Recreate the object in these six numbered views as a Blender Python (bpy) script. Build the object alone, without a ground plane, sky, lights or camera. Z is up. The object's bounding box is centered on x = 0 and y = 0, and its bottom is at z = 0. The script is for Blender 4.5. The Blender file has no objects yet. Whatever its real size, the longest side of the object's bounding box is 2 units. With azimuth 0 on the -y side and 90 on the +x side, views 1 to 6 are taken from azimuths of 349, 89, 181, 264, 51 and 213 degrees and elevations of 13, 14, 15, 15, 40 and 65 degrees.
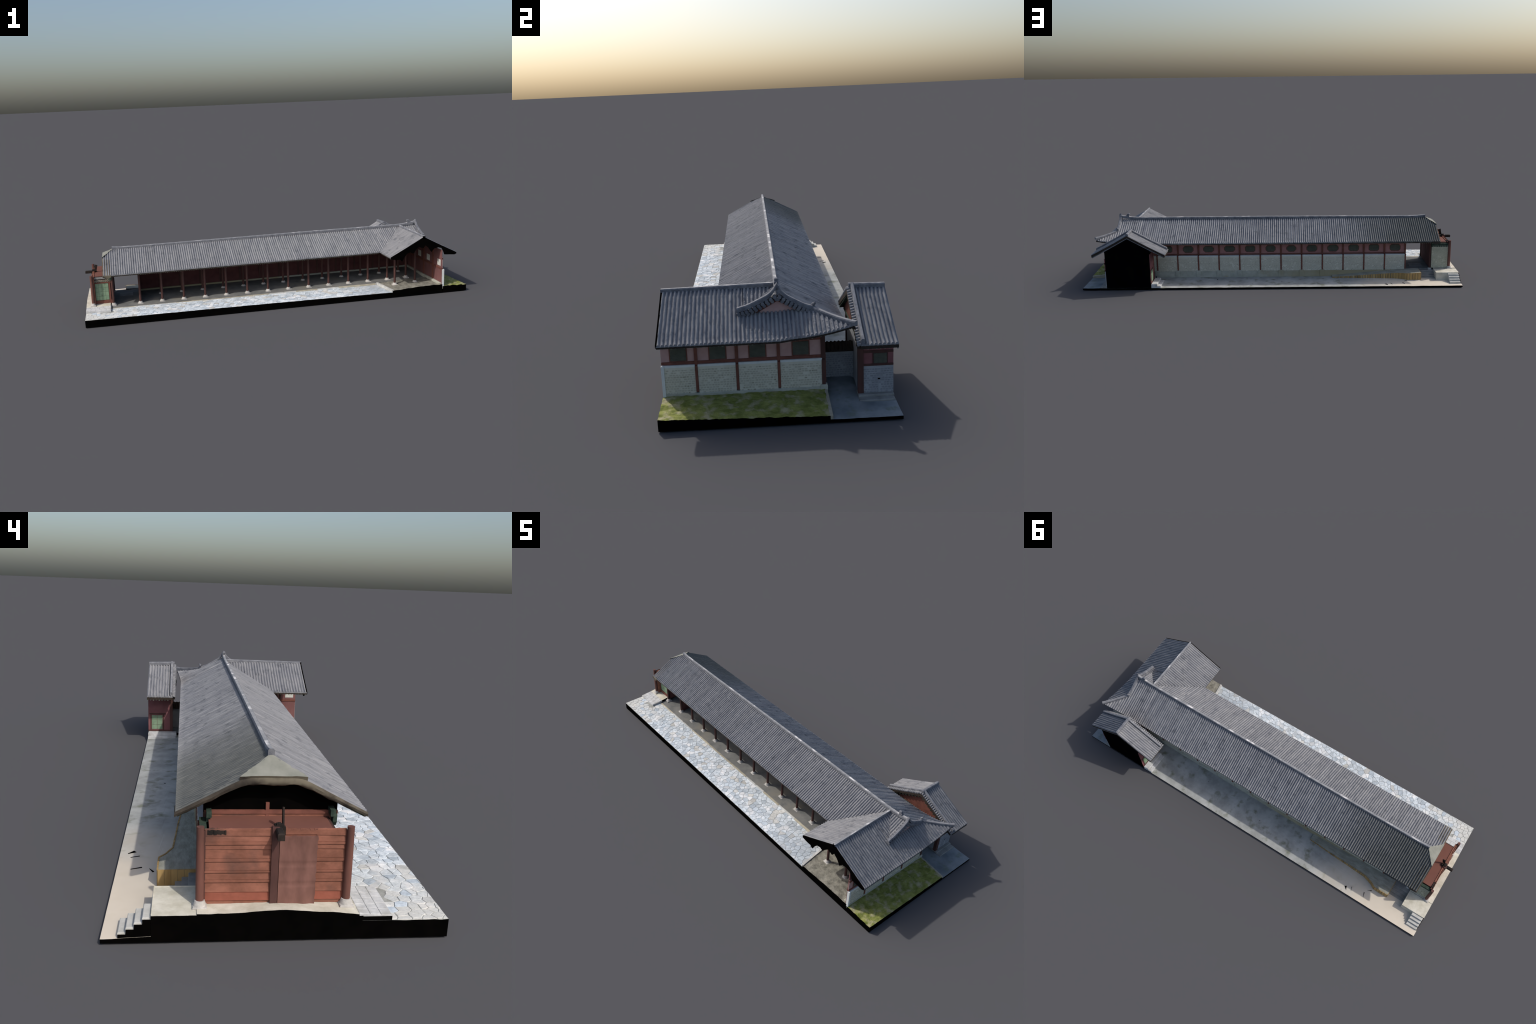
import bpy, bmesh, math, random
from mathutils import Vector, noise as mnoise

random.seed(7)
R = random.Random(11)

# ------------------------------------------------------------------ materials
def _n(nt, t, **kw):
    n = nt.nodes.new(t)
    for k, v in kw.items():
        setattr(n, k, v)
    return n

def material(name, c1, c2=None, scale=40.0, stretch=(1, 1, 1), rough=0.85, bump=0.0, bump_scale=None,
             c3=None, c3_scale=12.0, c3_amt=(0.55, 0.7), rnd=0.0, spec=0.25, ramp=(0.35, 0.65)):
    """Two-tone noise colour, an optional third colour in patches, optional value change per object."""
    m = bpy.data.materials.new(name)
    m.use_nodes = True
    nt = m.node_tree
    b = nt.nodes['Principled BSDF']
    b.inputs['Roughness'].default_value = rough
    b.inputs['Specular IOR Level'].default_value = spec
    geo = _n(nt, 'ShaderNodeNewGeometry')
    mp = _n(nt, 'ShaderNodeMapping')
    mp.inputs['Scale'].default_value = stretch
    nt.links.new(geo.outputs['Position'], mp.inputs['Vector'])
    c2 = c2 or c1
    nz = _n(nt, 'ShaderNodeTexNoise')
    nz.inputs['Scale'].default_value = scale
    nz.inputs['Detail'].default_value = 6
    nz.inputs['Roughness'].default_value = 0.62
    nt.links.new(mp.outputs[0], nz.inputs['Vector'])
    rp = _n(nt, 'ShaderNodeValToRGB')
    rp.color_ramp.elements[0].position = ramp[0]
    rp.color_ramp.elements[1].position = ramp[1]
    rp.color_ramp.elements[0].color = (*c1, 1)
    rp.color_ramp.elements[1].color = (*c2, 1)
    nt.links.new(nz.outputs['Fac'], rp.inputs[0])
    col = rp.outputs[0]
    if c3:
        n3 = _n(nt, 'ShaderNodeTexNoise')
        n3.inputs['Scale'].default_value = c3_scale
        n3.inputs['Detail'].default_value = 5
        nt.links.new(geo.outputs['Position'], n3.inputs['Vector'])
        r3 = _n(nt, 'ShaderNodeMapRange')
        r3.inputs['From Min'].default_value = c3_amt[0]
        r3.inputs['From Max'].default_value = c3_amt[1]
        nt.links.new(n3.outputs['Fac'], r3.inputs['Value'])
        mx = _n(nt, 'ShaderNodeMix', data_type='RGBA')
        nt.links.new(r3.outputs[0], mx.inputs['Factor'])
        nt.links.new(col, mx.inputs['A'])
        mx.inputs['B'].default_value = (*c3, 1)
        col = mx.outputs['Result']
    if rnd:
        oi = _n(nt, 'ShaderNodeObjectInfo')
        r4 = _n(nt, 'ShaderNodeMapRange')
        r4.inputs['To Min'].default_value = 1 - rnd
        r4.inputs['To Max'].default_value = 1 + rnd
        nt.links.new(oi.outputs['Random'], r4.inputs['Value'])
        hs = _n(nt, 'ShaderNodeHueSaturation')
        nt.links.new(r4.outputs[0], hs.inputs['Value'])
        nt.links.new(col, hs.inputs['Color'])
        col = hs.outputs[0]
    nt.links.new(col, b.inputs['Base Color'])
    if bump:
        nb = _n(nt, 'ShaderNodeTexNoise')
        nb.inputs['Scale'].default_value = bump_scale or scale * 3
        nb.inputs['Detail'].default_value = 4
        nt.links.new(mp.outputs[0], nb.inputs['Vector'])
        bp = _n(nt, 'ShaderNodeBump')
        bp.inputs['Strength'].default_value = bump
        bp.inputs['Distance'].default_value = 0.004
        nt.links.new(nb.outputs['Fac'], bp.inputs['Height'])
        nt.links.new(bp.outputs[0], b.inputs['Normal'])
    return m

def blend_along_x(m, colour, x_from, x_to, amount=1.0, wobble=0.15, scale=9.0):
    """Lay a second colour over a material towards one end of the building, with a ragged border."""
    nt = m.node_tree
    b = nt.nodes['Principled BSDF']
    old = b.inputs['Base Color'].links[0].from_socket
    geo = _n(nt, 'ShaderNodeNewGeometry')
    sp = _n(nt, 'ShaderNodeSeparateXYZ')
    nt.links.new(geo.outputs['Position'], sp.inputs[0])
    nz = _n(nt, 'ShaderNodeTexNoise')
    nz.inputs['Scale'].default_value = scale
    nz.inputs['Detail'].default_value = 5
    nt.links.new(geo.outputs['Position'], nz.inputs['Vector'])
    ma = _n(nt, 'ShaderNodeMath', operation='MULTIPLY_ADD')
    nt.links.new(nz.outputs['Fac'], ma.inputs[0])
    ma.inputs[1].default_value = wobble * 2
    nt.links.new(sp.outputs['X'], ma.inputs[2])
    mr = _n(nt, 'ShaderNodeMapRange')
    mr.inputs['From Min'].default_value = x_from + wobble
    mr.inputs['From Max'].default_value = x_to + wobble
    mr.inputs['To Max'].default_value = amount
    nt.links.new(ma.outputs[0], mr.inputs['Value'])
    mx = _n(nt, 'ShaderNodeMix', data_type='RGBA')
    nt.links.new(mr.outputs[0], mx.inputs['Factor'])
    nt.links.new(old, mx.inputs['A'])
    mx.inputs['B'].default_value = (*colour, 1)
    nt.links.new(mx.outputs['Result'], b.inputs['Base Color'])
    return m

M = {}
M['black'] = material('cut_face_black', (0.0016, 0.0016, 0.0016), (0.003, 0.0026, 0.0024), 20, rough=1.0, spec=0.0)
def tile_materials(key, along, c_lo, c_hi, p_lo, p_hi):
    """Barrel and pan tile colours, streaked along the slope ('along' is the plan axis the rows follow)."""
    st = (1.0, 0.10, 0.2) if along == 'y' else (0.10, 1.0, 0.2)
    M['tile' + key] = material('roof_tile_barrel' + key, c_lo, c_hi, 75, st, rough=0.8, rnd=0.09,
                               c3=(0.12, 0.125, 0.14), c3_scale=38, c3_amt=(0.56, 0.74), ramp=(0.3, 0.7))
    M['pan' + key] = material('roof_tile_pan' + key, p_lo, p_hi, 75, st, rough=0.85,
                              c3=(0.25, 0.25, 0.255), c3_scale=26, c3_amt=(0.5, 0.7))
tile_materials('', 'y', (0.165, 0.17, 0.188), (0.275, 0.275, 0.283), (0.118, 0.125, 0.147), (0.20, 0.205, 0.222))
tile_materials('_wing', 'x', (0.172, 0.177, 0.195), (0.285, 0.285, 0.293), (0.105, 0.112, 0.135), (0.19, 0.195, 0.215))
tile_materials('_n', 'y', (0.20, 0.203, 0.222), (0.335, 0.335, 0.34), (0.115, 0.122, 0.145), (0.20, 0.205, 0.225))
blend_along_x(M['tile_n'], (0.105, 0.11, 0.10), -0.28, -0.72, 0.82)
blend_along_x(M['pan_n'], (0.035, 0.037, 0.033), -0.28, -0.68, 0.85)
M['ridge'] = material('ridge_tile', (0.12, 0.125, 0.145), (0.22, 0.225, 0.24), 50, rough=0.8, bump=0.4)
M['ridge_top'] = material('ridge_cap_white_patches', (0.22, 0.225, 0.235), (0.33, 0.33, 0.335), 40, rough=0.8,
                          c3=(0.8, 0.77, 0.75), c3_scale=16, c3_amt=(0.55, 0.66), bump=0.3)
M['soffit'] = material('dark_roof_boarding', (0.02, 0.016, 0.013), (0.045, 0.034, 0.026), 50)
M['soffit_w'] = material('gable_plaster_dark', (0.022, 0.018, 0.015), (0.075, 0.062, 0.048), 20, c3=(0.15, 0.13, 0.095), c3_scale=14, c3_amt=(0.5, 0.66))  # dark base colours with paler patches, for the rim and underside of the gable edge
M['plaster'] = material('grey_gable_plaster', (0.20, 0.205, 0.175), (0.27, 0.27, 0.235), 25, rough=0.9, bump=0.2)
M['rafter'] = material('rafter_green', (0.018, 0.03, 0.022), (0.04, 0.055, 0.04), 60)
M['rafter_end'] = material('rafter_end_pale_green', (0.22, 0.28, 0.22), (0.34, 0.38, 0.30), 120)
M['beam_green'] = material('painted_beam_dark_green', (0.018, 0.034, 0.026), (0.05, 0.075, 0.055), 70)
M['column'] = material('column_red_brown', (0.064, 0.031, 0.027), (0.105, 0.048, 0.041), 30, (1, 1, 0.25), rough=0.7)
M['post_red'] = material('corner_post_red', (0.105, 0.048, 0.038), (0.175, 0.074, 0.057), 30, (1, 1, 0.3), rough=0.7)
M['wood_red'] = material('red_timber', (0.14, 0.054, 0.04), (0.21, 0.08, 0.058), 40, (1, 1, 1), rough=0.75)
M['panel_w'] = material('red_board_panel', (0.175, 0.071, 0.046), (0.30, 0.122, 0.082), 20, (1, 1, 1.5), rough=0.75,
                        c3=(0.11, 0.058, 0.046), c3_scale=14, c3_amt=(0.52, 0.7), bump=0.2)
M['panel_low'] = material('fresh_red_board', (0.20, 0.062, 0.04), (0.30, 0.095, 0.062), 22, rough=0.7)
M['panel_leaf'] = material('faded_red_leaf', (0.14, 0.068, 0.054), (0.215, 0.105, 0.085), 34, (1, 1, 0.4), rough=0.8)
M['red_top'] = material('red_flat_cover', (0.155, 0.064, 0.048), (0.172, 0.072, 0.054), 20, rough=0.85)
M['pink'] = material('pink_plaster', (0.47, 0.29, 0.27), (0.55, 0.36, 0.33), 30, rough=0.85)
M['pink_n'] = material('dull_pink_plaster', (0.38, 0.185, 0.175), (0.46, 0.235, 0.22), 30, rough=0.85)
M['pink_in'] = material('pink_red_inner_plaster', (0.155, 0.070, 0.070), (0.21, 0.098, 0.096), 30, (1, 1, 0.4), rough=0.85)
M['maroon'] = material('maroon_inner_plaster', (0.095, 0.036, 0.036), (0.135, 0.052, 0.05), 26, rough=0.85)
M['purple'] = material('purple_red_wall', (0.20, 0.08, 0.085), (0.26, 0.11, 0.115), 30, rough=0.85)
M['brick'] = material('grey_brick', (0.43, 0.41, 0.33), (0.55, 0.53, 0.44), 90, rough=0.9,
                      c3=(0.30, 0.28, 0.21), c3_scale=70, c3_amt=(0.6, 0.7))
M['mortar'] = material('pale_mortar', (0.585, 0.565, 0.47), (0.67, 0.65, 0.55), 30, rough=0.9, bump=0.2)
M['coping'] = material('pale_wall_coping', (0.62, 0.65, 0.64), (0.72, 0.74, 0.72), 30, rough=0.9)
M['brick_grey'] = material('blue_grey_brick', (0.22, 0.23, 0.25), (0.30, 0.31, 0.33), 90, rough=0.9)
M['mortar_grey'] = material('grey_mortar', (0.30, 0.31, 0.33), (0.38, 0.39, 0.41), 30, rough=0.9)
M['brick_ochre'] = material('ochre_grey_brick', (0.30, 0.30, 0.22), (0.42, 0.42, 0.32), 80, rough=0.9)
M['mortar_ochre'] = material('ochre_mortar', (0.46, 0.46, 0.36), (0.56, 0.55, 0.44), 30, rough=0.9)
M['lattice'] = material('lattice_dark_green', (0.105, 0.115, 0.09), (0.15, 0.155, 0.12), 60)
M['lattice_back'] = material('window_dark_back', (0.062, 0.066, 0.054), (0.088, 0.09, 0.074), 40)
M['door_green'] = material('green_door_paper', (0.17, 0.25, 0.165), (0.26, 0.36, 0.235), 25, c3=(0.12, 0.18, 0.12), c3_scale=30)
M['white_paper'] = material('white_window_paper', (0.55, 0.56, 0.53), (0.66, 0.66, 0.62), 60)
M['flag'] = material('flagstone_pale_blue_grey', (0.43, 0.48, 0.52), (0.66, 0.71, 0.75), 85, rough=0.8, bump=0.35,
                     c3=(0.74, 0.745, 0.75), c3_scale=22, c3_amt=(0.5, 0.66), rnd=0.17)
blend_along_x(M['flag'], (0.60, 0.57, 0.50), -0.72, -0.98, 0.7, 0.12)
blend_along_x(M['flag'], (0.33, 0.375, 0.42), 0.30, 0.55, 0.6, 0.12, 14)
M['flag_tan'] = material('flagstone_warm_grey', (0.47, 0.47, 0.445), (0.64, 0.635, 0.61), 85, rough=0.8, bump=0.35, rnd=0.16)
M['flag_blue'] = material('flagstone_slate_blue', (0.40, 0.455, 0.505), (0.57, 0.63, 0.68), 75, rough=0.8, bump=0.35, rnd=0.16)
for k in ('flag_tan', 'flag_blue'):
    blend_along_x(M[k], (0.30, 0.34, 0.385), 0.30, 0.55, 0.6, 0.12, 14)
M['joint'] = material('paving_joint_earth', (0.25, 0.255, 0.235), (0.39, 0.39, 0.365), 70, rough=0.95)
M['slab'] = material('platform_stone', (0.46, 0.46, 0.455), (0.63, 0.63, 0.625), 40, rough=0.85, bump=0.3,
                     c3=(0.40, 0.39, 0.36), c3_scale=25)
M['floor'] = material('corridor_floor_grey', (0.125, 0.128, 0.125), (0.20, 0.20, 0.19), 18, rough=0.9, bump=0.2,  # grey taken down a little toward the roof shadow baked on the floor
                      c3=(0.19, 0.18, 0.155), c3_scale=9)
M['rubble'] = material('rubble_floor', (0.135, 0.13, 0.108), (0.28, 0.268, 0.225), 40, rough=0.95, bump=0.6)
M['curb'] = material('curb_stone', (0.42, 0.42, 0.40), (0.60, 0.60, 0.58), 30, rough=0.85, rnd=0.18)
M['curb_tan'] = material('curb_stone_tan', (0.34, 0.31, 0.24), (0.46, 0.42, 0.33), 30, rough=0.85, rnd=0.18)
M['base_stone'] = material('column_base_stone', (0.40, 0.385, 0.36), (0.53, 0.505, 0.475), 60, rough=0.85, bump=0.3, rnd=0.08)
M['yard'] = material('yard_concrete', (0.29, 0.295, 0.28), (0.45, 0.455, 0.435), 14, (1, 1, 1), rough=0.9, bump=0.15,
                     c3=(0.19, 0.20, 0.15), c3_scale=24, c3_amt=(0.55, 0.72))
blend_along_x(M['yard'], (0.70, 0.615, 0.50), -0.38, -0.72, 0.88, 0.2, 7)
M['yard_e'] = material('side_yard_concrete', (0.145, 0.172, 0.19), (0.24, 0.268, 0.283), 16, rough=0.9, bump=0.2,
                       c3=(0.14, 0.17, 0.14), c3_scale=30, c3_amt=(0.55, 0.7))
M['footing'] = material('foundation_stone', (0.34, 0.345, 0.29), (0.47, 0.47, 0.405), 24, rough=0.9, bump=0.3,
                        c3=(0.33, 0.29, 0.19), c3_scale=9, c3_amt=(0.55, 0.7))
blend_along_x(M['footing'], (0.34, 0.29, 0.17), 0.15, -0.25, 0.85, 0.25, 9)
M['ochre_stone'] = material('warm_platform_stone', (0.50, 0.47, 0.38), (0.66, 0.63, 0.54), 30, rough=0.9, bump=0.25)
M['step'] = material('step_stone', (0.43, 0.425, 0.39), (0.56, 0.55, 0.51), 40, rough=0.85)
M['ramp'] = material('ramp_concrete', (0.26, 0.255, 0.205), (0.40, 0.39, 0.33), 24, (1, 3, 1), rough=0.9, bump=0.3)
M['board'] = material('ramp_side_board', (0.32, 0.20, 0.075), (0.46, 0.31, 0.13), 40, (1, 1, 0.2), rough=0.75, rnd=0.22)
M['grass'] = material('lawn', (0.135, 0.158, 0.032), (0.27, 0.285, 0.08), 46, (1, 0.7, 1), rough=0.95, bump=0.8, bump_scale=160,
                      c3=(0.36, 0.33, 0.20), c3_scale=34, c3_amt=(0.5, 0.66))
M['dark_wood'] = material('charred_dark_wood', (0.012, 0.010, 0.009), (0.04, 0.028, 0.022), 40)
M['step_grey'] = material('grey_step_stone', (0.21, 0.21, 0.20), (0.30, 0.30, 0.285), 30, rough=0.9)

# ------------------------------------------------------------------ helpers
ROOT = bpy.data.objects.new('palace_corridor_building', None)
bpy.context.scene.collection.objects.link(ROOT)
ROOT['label'] = 'long tiled palace corridor with red columns on stone base'
ROOT['category'] = 'building'

def link(o, parent=None):
    bpy.context.scene.collection.objects.link(o)
    o.parent = parent or ROOT
    return o

def mesh(name, verts, faces, mats, idx=None, smooth=None):
    me = bpy.data.meshes.new(name)
    me.from_pydata([tuple(v) for v in verts], [], faces)
    for m in (mats if isinstance(mats, (list, tuple)) else [mats]):
        me.materials.append(M[m])
    if idx:
        me.polygons.foreach_set('material_index', idx)
    me.update()
    if smooth:
        me.shade_smooth()
        me.set_sharp_from_angle(angle=math.radians(smooth))
    return me

def obj(name, me, parent=None, stuff=False):
    o = bpy.data.objects.new(name, me)
    if stuff:
        o['kind'] = 'stuff'
    return link(o, parent)

class Geo:
    """Collects boxes, prisms and tubes into one mesh."""
    def __init__(self):
        self.v, self.f, self.i = [], [], []
    def add(self, v, f, mi=0):
        n = len(self.v)
        self.v += [tuple(p) for p in v]
        self.f += [tuple(n + k for k in q) for q in f]
        self.i += [mi] * len(f) if isinstance(mi, int) else list(mi)
    def box(self, x0, x1, y0, y1, z0, z1, mi=0, bev=0.0):
        if bev:
            b = bev
            v = []
            for (xa, xb, ya, yb, z) in ((x0, x1, y0, y1, z0), (x0, x1, y0, y1, z1 - b), (x0 + b, x1 - b, y0 + b, y1 - b, z1)):
                v += [(xa, ya, z), (xb, ya, z), (xb, yb, z), (xa, yb, z)]
            f = [(3, 2, 1, 0), (8, 9, 10, 11)]
            for L in (0, 4):
                f += [(L + k, L + (k + 1) % 4, L + 4 + (k + 1) % 4, L + 4 + k) for k in range(4)]
            self.add(v, f, mi)
            return
        v = [(x0, y0, z0), (x1, y0, z0), (x1, y1, z0), (x0, y1, z0), (x0, y0, z1), (x1, y0, z1), (x1, y1, z1), (x0, y1, z1)]
        self.add(v, [(3, 2, 1, 0), (4, 5, 6, 7), (0, 1, 5, 4), (1, 2, 6, 5), (2, 3, 7, 6), (3, 0, 4, 7)], mi)
    def prism(self, poly, axis, a, b, mi=0):
        """Polygon of 2D points, extruded along axis from a to b (axis 1: points are (x,z); 0: (y,z); 2: (x,y))."""
        def P(p, c):
            return {0: (c, p[0], p[1]), 1: (p[0], c, p[1]), 2: (p[0], p[1], c)}[axis]
        n = len(poly)
        v = [P(p, a) for p in poly] + [P(p, b) for p in poly]
        f = [tuple(range(n - 1, -1, -1)), tuple(range(n, 2 * n))]
        f += [(k, (k + 1) % n, n + (k + 1) % n, n + k) for k in range(n)]
        self.add(v, f, mi)
    def cyl(self, p, q, r0, r1=None, n=10, mi=0, end_mi=None):
        p, q = Vector(p), Vector(q)
        r1 = r0 if r1 is None else r1
        d = (q - p).normalized()
        a = d.orthogonal().normalized()
        b = d.cross(a)
        v = [p + (a * math.cos(t) + b * math.sin(t)) * r0 for t in [2 * math.pi * k / n for k in range(n)]]
        v += [q + (a * math.cos(t) + b * math.sin(t)) * r1 for t in [2 * math.pi * k / n for k in range(n)]]
        f = [(k, (k + 1) % n, n + (k + 1) % n, n + k) for k in range(n)] + [tuple(range(n - 1, -1, -1)), tuple(range(n, 2 * n))]
        self.add(v, f, [mi] * n + [mi, mi if end_mi is None else end_mi])
    def band(self, pts, w, h, side, mi=(0, 1), top=0.6):
        """Ridge band along a path: box section w wide, h high, with a rounded top strip of its own material."""
        secs = []
        for p in pts:
            p = Vector(p)
            s = Vector(side) * (w / 2)
            u = Vector((0, 0, h))
            secs.append([p - s, p - s + u * 0.75, p - s * top + u, p + s * top + u, p + s + u * 0.75, p + s])
        v = [q for s in secs for q in s]
        f, mm = [], []
        for k in range(len(secs) - 1):
            for j in range(6):
                a, b = 6 * k + j, 6 * k + (j + 1) % 6
                f.append((a, b, b + 6, a + 6))
                mm.append(mi[1] if j in (2,) else mi[0])
        f += [tuple(range(5, -1, -1)), tuple(6 * (len(secs) - 1) + j for j in range(6))]
        self.add(v, f, mm + [mi[0]] * 2)
    def fix(self):
        return self
    def make(self, name, mats, parent=None, stuff=False, smooth=None):
        me = mesh(name, self.v, self.f, mats, self.i, None)
        bm = bmesh.new()
        bm.from_mesh(me)
        bmesh.ops.recalc_face_normals(bm, faces=bm.faces)
        bm.to_mesh(me)
        bm.free()
        if smooth:
            me.shade_smooth()
            me.set_sharp_from_angle(angle=math.radians(smooth))
        return obj(name, me, parent, stuff)

def fbm(x, y, s, seed=0.0):
    return mnoise.fractal(Vector((x * s, y * s, seed)), 1.0, 2.0, 4)

def terrain(name, top, X0, X1, Y0, Y1, zf, nx=40, ny=20, amp=0.0, freq=30, seed=0.0, side='black', parent=None):
    """A block of ground: heightfield top, vertical sides (cut faces) down to z = 0. X0/X1 may depend on y."""
    fx0 = X0 if callable(X0) else (lambda y: X0)
    fx1 = X1 if callable(X1) else (lambda y: X1)
    v, f, mi = [], [], []
    for j in range(ny + 1):
        y = Y0 + (Y1 - Y0) * j / ny
        for i in range(nx + 1):
            x = fx0(y) + (fx1(y) - fx0(y)) * i / nx
            v.append((x, y, max(0.002, zf(x, y) + amp * fbm(x, y, freq, seed))))
    W = nx + 1
    for j in range(ny):
        for i in range(nx):
            a = j * W + i
            f.append((a, a + 1, a + W + 1, a + W))
            mi.append(0)
    ring = [i for i in range(W)] + [j * W + nx for j in range(1, ny + 1)] + [ny * W + i for i in range(nx - 1, -1, -1)] + [j * W for j in range(ny - 1, 0, -1)]
    n0 = len(v)
    v += [(v[r][0], v[r][1], 0.0) for r in ring]
    n = len(ring)
    for k in range(n):
        k2 = (k + 1) % n
        f.append((ring[k2], ring[k], n0 + k, n0 + k2))
        mi.append(1)
    f.append(tuple(n0 + k for k in range(n - 1, -1, -1)))
    mi.append(1)
    me = mesh(name, v, f, [top, side], mi, 50)
    return obj(name, me, parent)

# ------------------------------------------------------------------ layout (metres)
PITCH = 0.0113                      # spacing of the tile rows
BAYS = [-0.7265 + 0.1134 * k for k in range(13)]      # corridor column line
YF, YM, YN = -0.1115, 0.009, 0.142   # front columns, middle columns, north wall face
XE = 0.862                          # east wall face
RY, RX = 0.007, 0.754               # lines of the main ridge and of the wing ridge
D = 0.1855                           # ridge to eave, in plan
ZR, ZE = 0.3135, 0.2155              # height of the tiles at the ridge and at the eave
FL = 0.040                          # corridor floor
CUTY = 0.3225

def curb_x(y):                      # the edge between the paving and the wing floor
    return 0.558 + (-0.158 - y) * 0.14

# ------------------------------------------------------------------ ground
def z_pave(x, y):
    u = (x + 1) / 1.55
    return 0.0362 - 0.0035 * u - 0.0055 * u * u

terrain('courtyard_bed', 'joint', -1.0, curb_x, -CUTY, -0.1561, z_pave, 120, 12, 0.0012, 60)
terrain('corridor_floor', 'floor', -0.879, XE - 0.002, -0.156, 0.14, lambda x, y: 0.0375 + 0.0095 * min(1.0, max(0.0, (y + 0.15) / 0.14)), 80, 16, 0.0006, 30)
terrain('wing_floor', 'rubble', curb_x, XE, -CUTY, -0.1561, lambda x, y: 0.0365 + 0.009 * min(1.0, max(0.0, (x - 0.60) / 0.14)), 50, 26, 0.003, 34, 3.0)
terrain('end_room_podium', 'ochre_stone', -1.0, -0.8791, -0.15, 0.15,
        lambda x, y: 0.055 - 0.0055 * max(0.0, (-0.10 - y) / 0.05) + 0.006 * math.exp(-(y / 0.06) ** 2) * max(0, (-0.94 - x) / 0.06), 16, 24, 0.0012, 50)
terrain('paved_platform', 'slab', -0.9995, -0.877, -0.213, -0.1501, lambda x, y: 0.0455 + 0.004 * (y + 0.213) / 0.063, 12, 8, 0.0006, 60, side='slab')
terrain('stair_platform', 'ochre_stone', -1.0, -0.881, 0.1501, 0.232, lambda x, y: 0.0528, 12, 8, 0.0004, 60)

def z_yard(x, y):
    t = (y - 0.143)
    return 0.0125 + 0.0015 * math.sin(min(1, max(0, t / 0.08)) * 1.57) - 0.0055 * min(1, max(0, (y - 0.20) / 0.12))
terrain('yard_ground', 'yard', lambda y: -1.0 if y > 0.2315 else -0.8811, 0.6401, 0.142, CUTY, z_yard, 120, 26, 0.0008, 22)
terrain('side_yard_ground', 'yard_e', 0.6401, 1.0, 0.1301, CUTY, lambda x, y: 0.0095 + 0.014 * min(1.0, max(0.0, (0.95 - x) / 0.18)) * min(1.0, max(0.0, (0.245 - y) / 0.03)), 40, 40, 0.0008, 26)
terrain('lawn', 'grass', XE + 0.004, 1.0, -CUTY, 0.13,
        lambda x, y: 0.037 - (x - 0.862) / 0.138 * (0.004 + 0.013 * (y + 0.32) / 0.45), 40, 110, 0.003, 45, 5.0)

# flagstones: irregular cells (nearest-seed cells cut by half planes), each a low bevelled slab
def cell_polygons(x0, x1, y0, y1, step, rnd):
    seeds = []
    nx, ny = int((x1 - x0) / step), max(1, int(round((y1 - y0) / step)))
    for j in range(-1, ny + 1):
        for i in range(-1, nx + 1):
            seeds.append((x0 + (i + 0.5 + (0.5 if j % 2 else 0) + rnd.uniform(-.46, .46)) * (x1 - x0) / nx,
                          y0 + (j + 0.5 + rnd.uniform(-.44, .44)) * (y1 - y0) / ny))
    out = []
    for k, s in enumerate(seeds):
        poly = [(x0, y0), (x1, y0), (x1, y1), (x0, y1)]
        poly = [(max(x0, min(x1, s[0] + a * 3 * step)), max(y0, min(y1, s[1] + b * 3 * step))) for a, b in ((-1, -1), (1, -1), (1, 1), (-1, 1))]
        for q in seeds:
            dx, dy = q[0] - s[0], q[1] - s[1]
            if q is s or dx * dx + dy * dy > (4 * step) ** 2:
                continue
            c = (q[0] ** 2 + q[1] ** 2 - s[0] ** 2 - s[1] ** 2) / 2
            new = []
            for a in range(len(poly)):
                p, r = poly[a], poly[(a + 1) % len(poly)]
                dp, dr = p[0] * dx + p[1] * dy - c, r[0] * dx + r[1] * dy - c
                if dp <= 0:
                    new.append(p)
                if dp * dr < 0:
                    t = dp / (dp - dr)
                    new.append((p[0] + (r[0] - p[0]) * t, p[1] + (r[1] - p[1]) * t))
            poly = new
            if len(poly) < 3:
                break
        if len(poly) >= 3:
            ar = abs(sum(poly[a][0] * poly[(a + 1) % len(poly)][1] - poly[(a + 1) % len(poly)][0] * poly[a][1] for a in range(len(poly)))) / 2
            if ar > 1.2e-5:
                out.append((ar, poly))
    return out

def flag_geo(g, poly, zf, gap, hgt, cx=0, cy=0):
    mx = sum(p[0] for p in poly) / len(poly)
    my = sum(p[1] for p in poly) / len(poly)
    def ring(ins, dz):
        r = []
        for p in poly:
            dx, dy = p[0] - mx, p[1] - my
            L = math.hypot(dx, dy) + 1e-9
            k = max(0.2, 1 - ins / L)
            x, y = mx + dx * k, my + dy * k
            r.append((x - cx, y - cy, zf(x, y) + dz))
        return r
    a, b, c = ring(gap, -0.003), ring(gap, hgt * 0.6), ring(gap + 0.0011, hgt)
    n = len(poly)
    f = [tuple(range(2 * n, 3 * n))]
    for L in (0, n):
        f += [(L + k, L + (k + 1) % n, L + n + (k + 1) % n, L + n + k) for k in range(n)]
    g.add(a + b + c, f)

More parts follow.
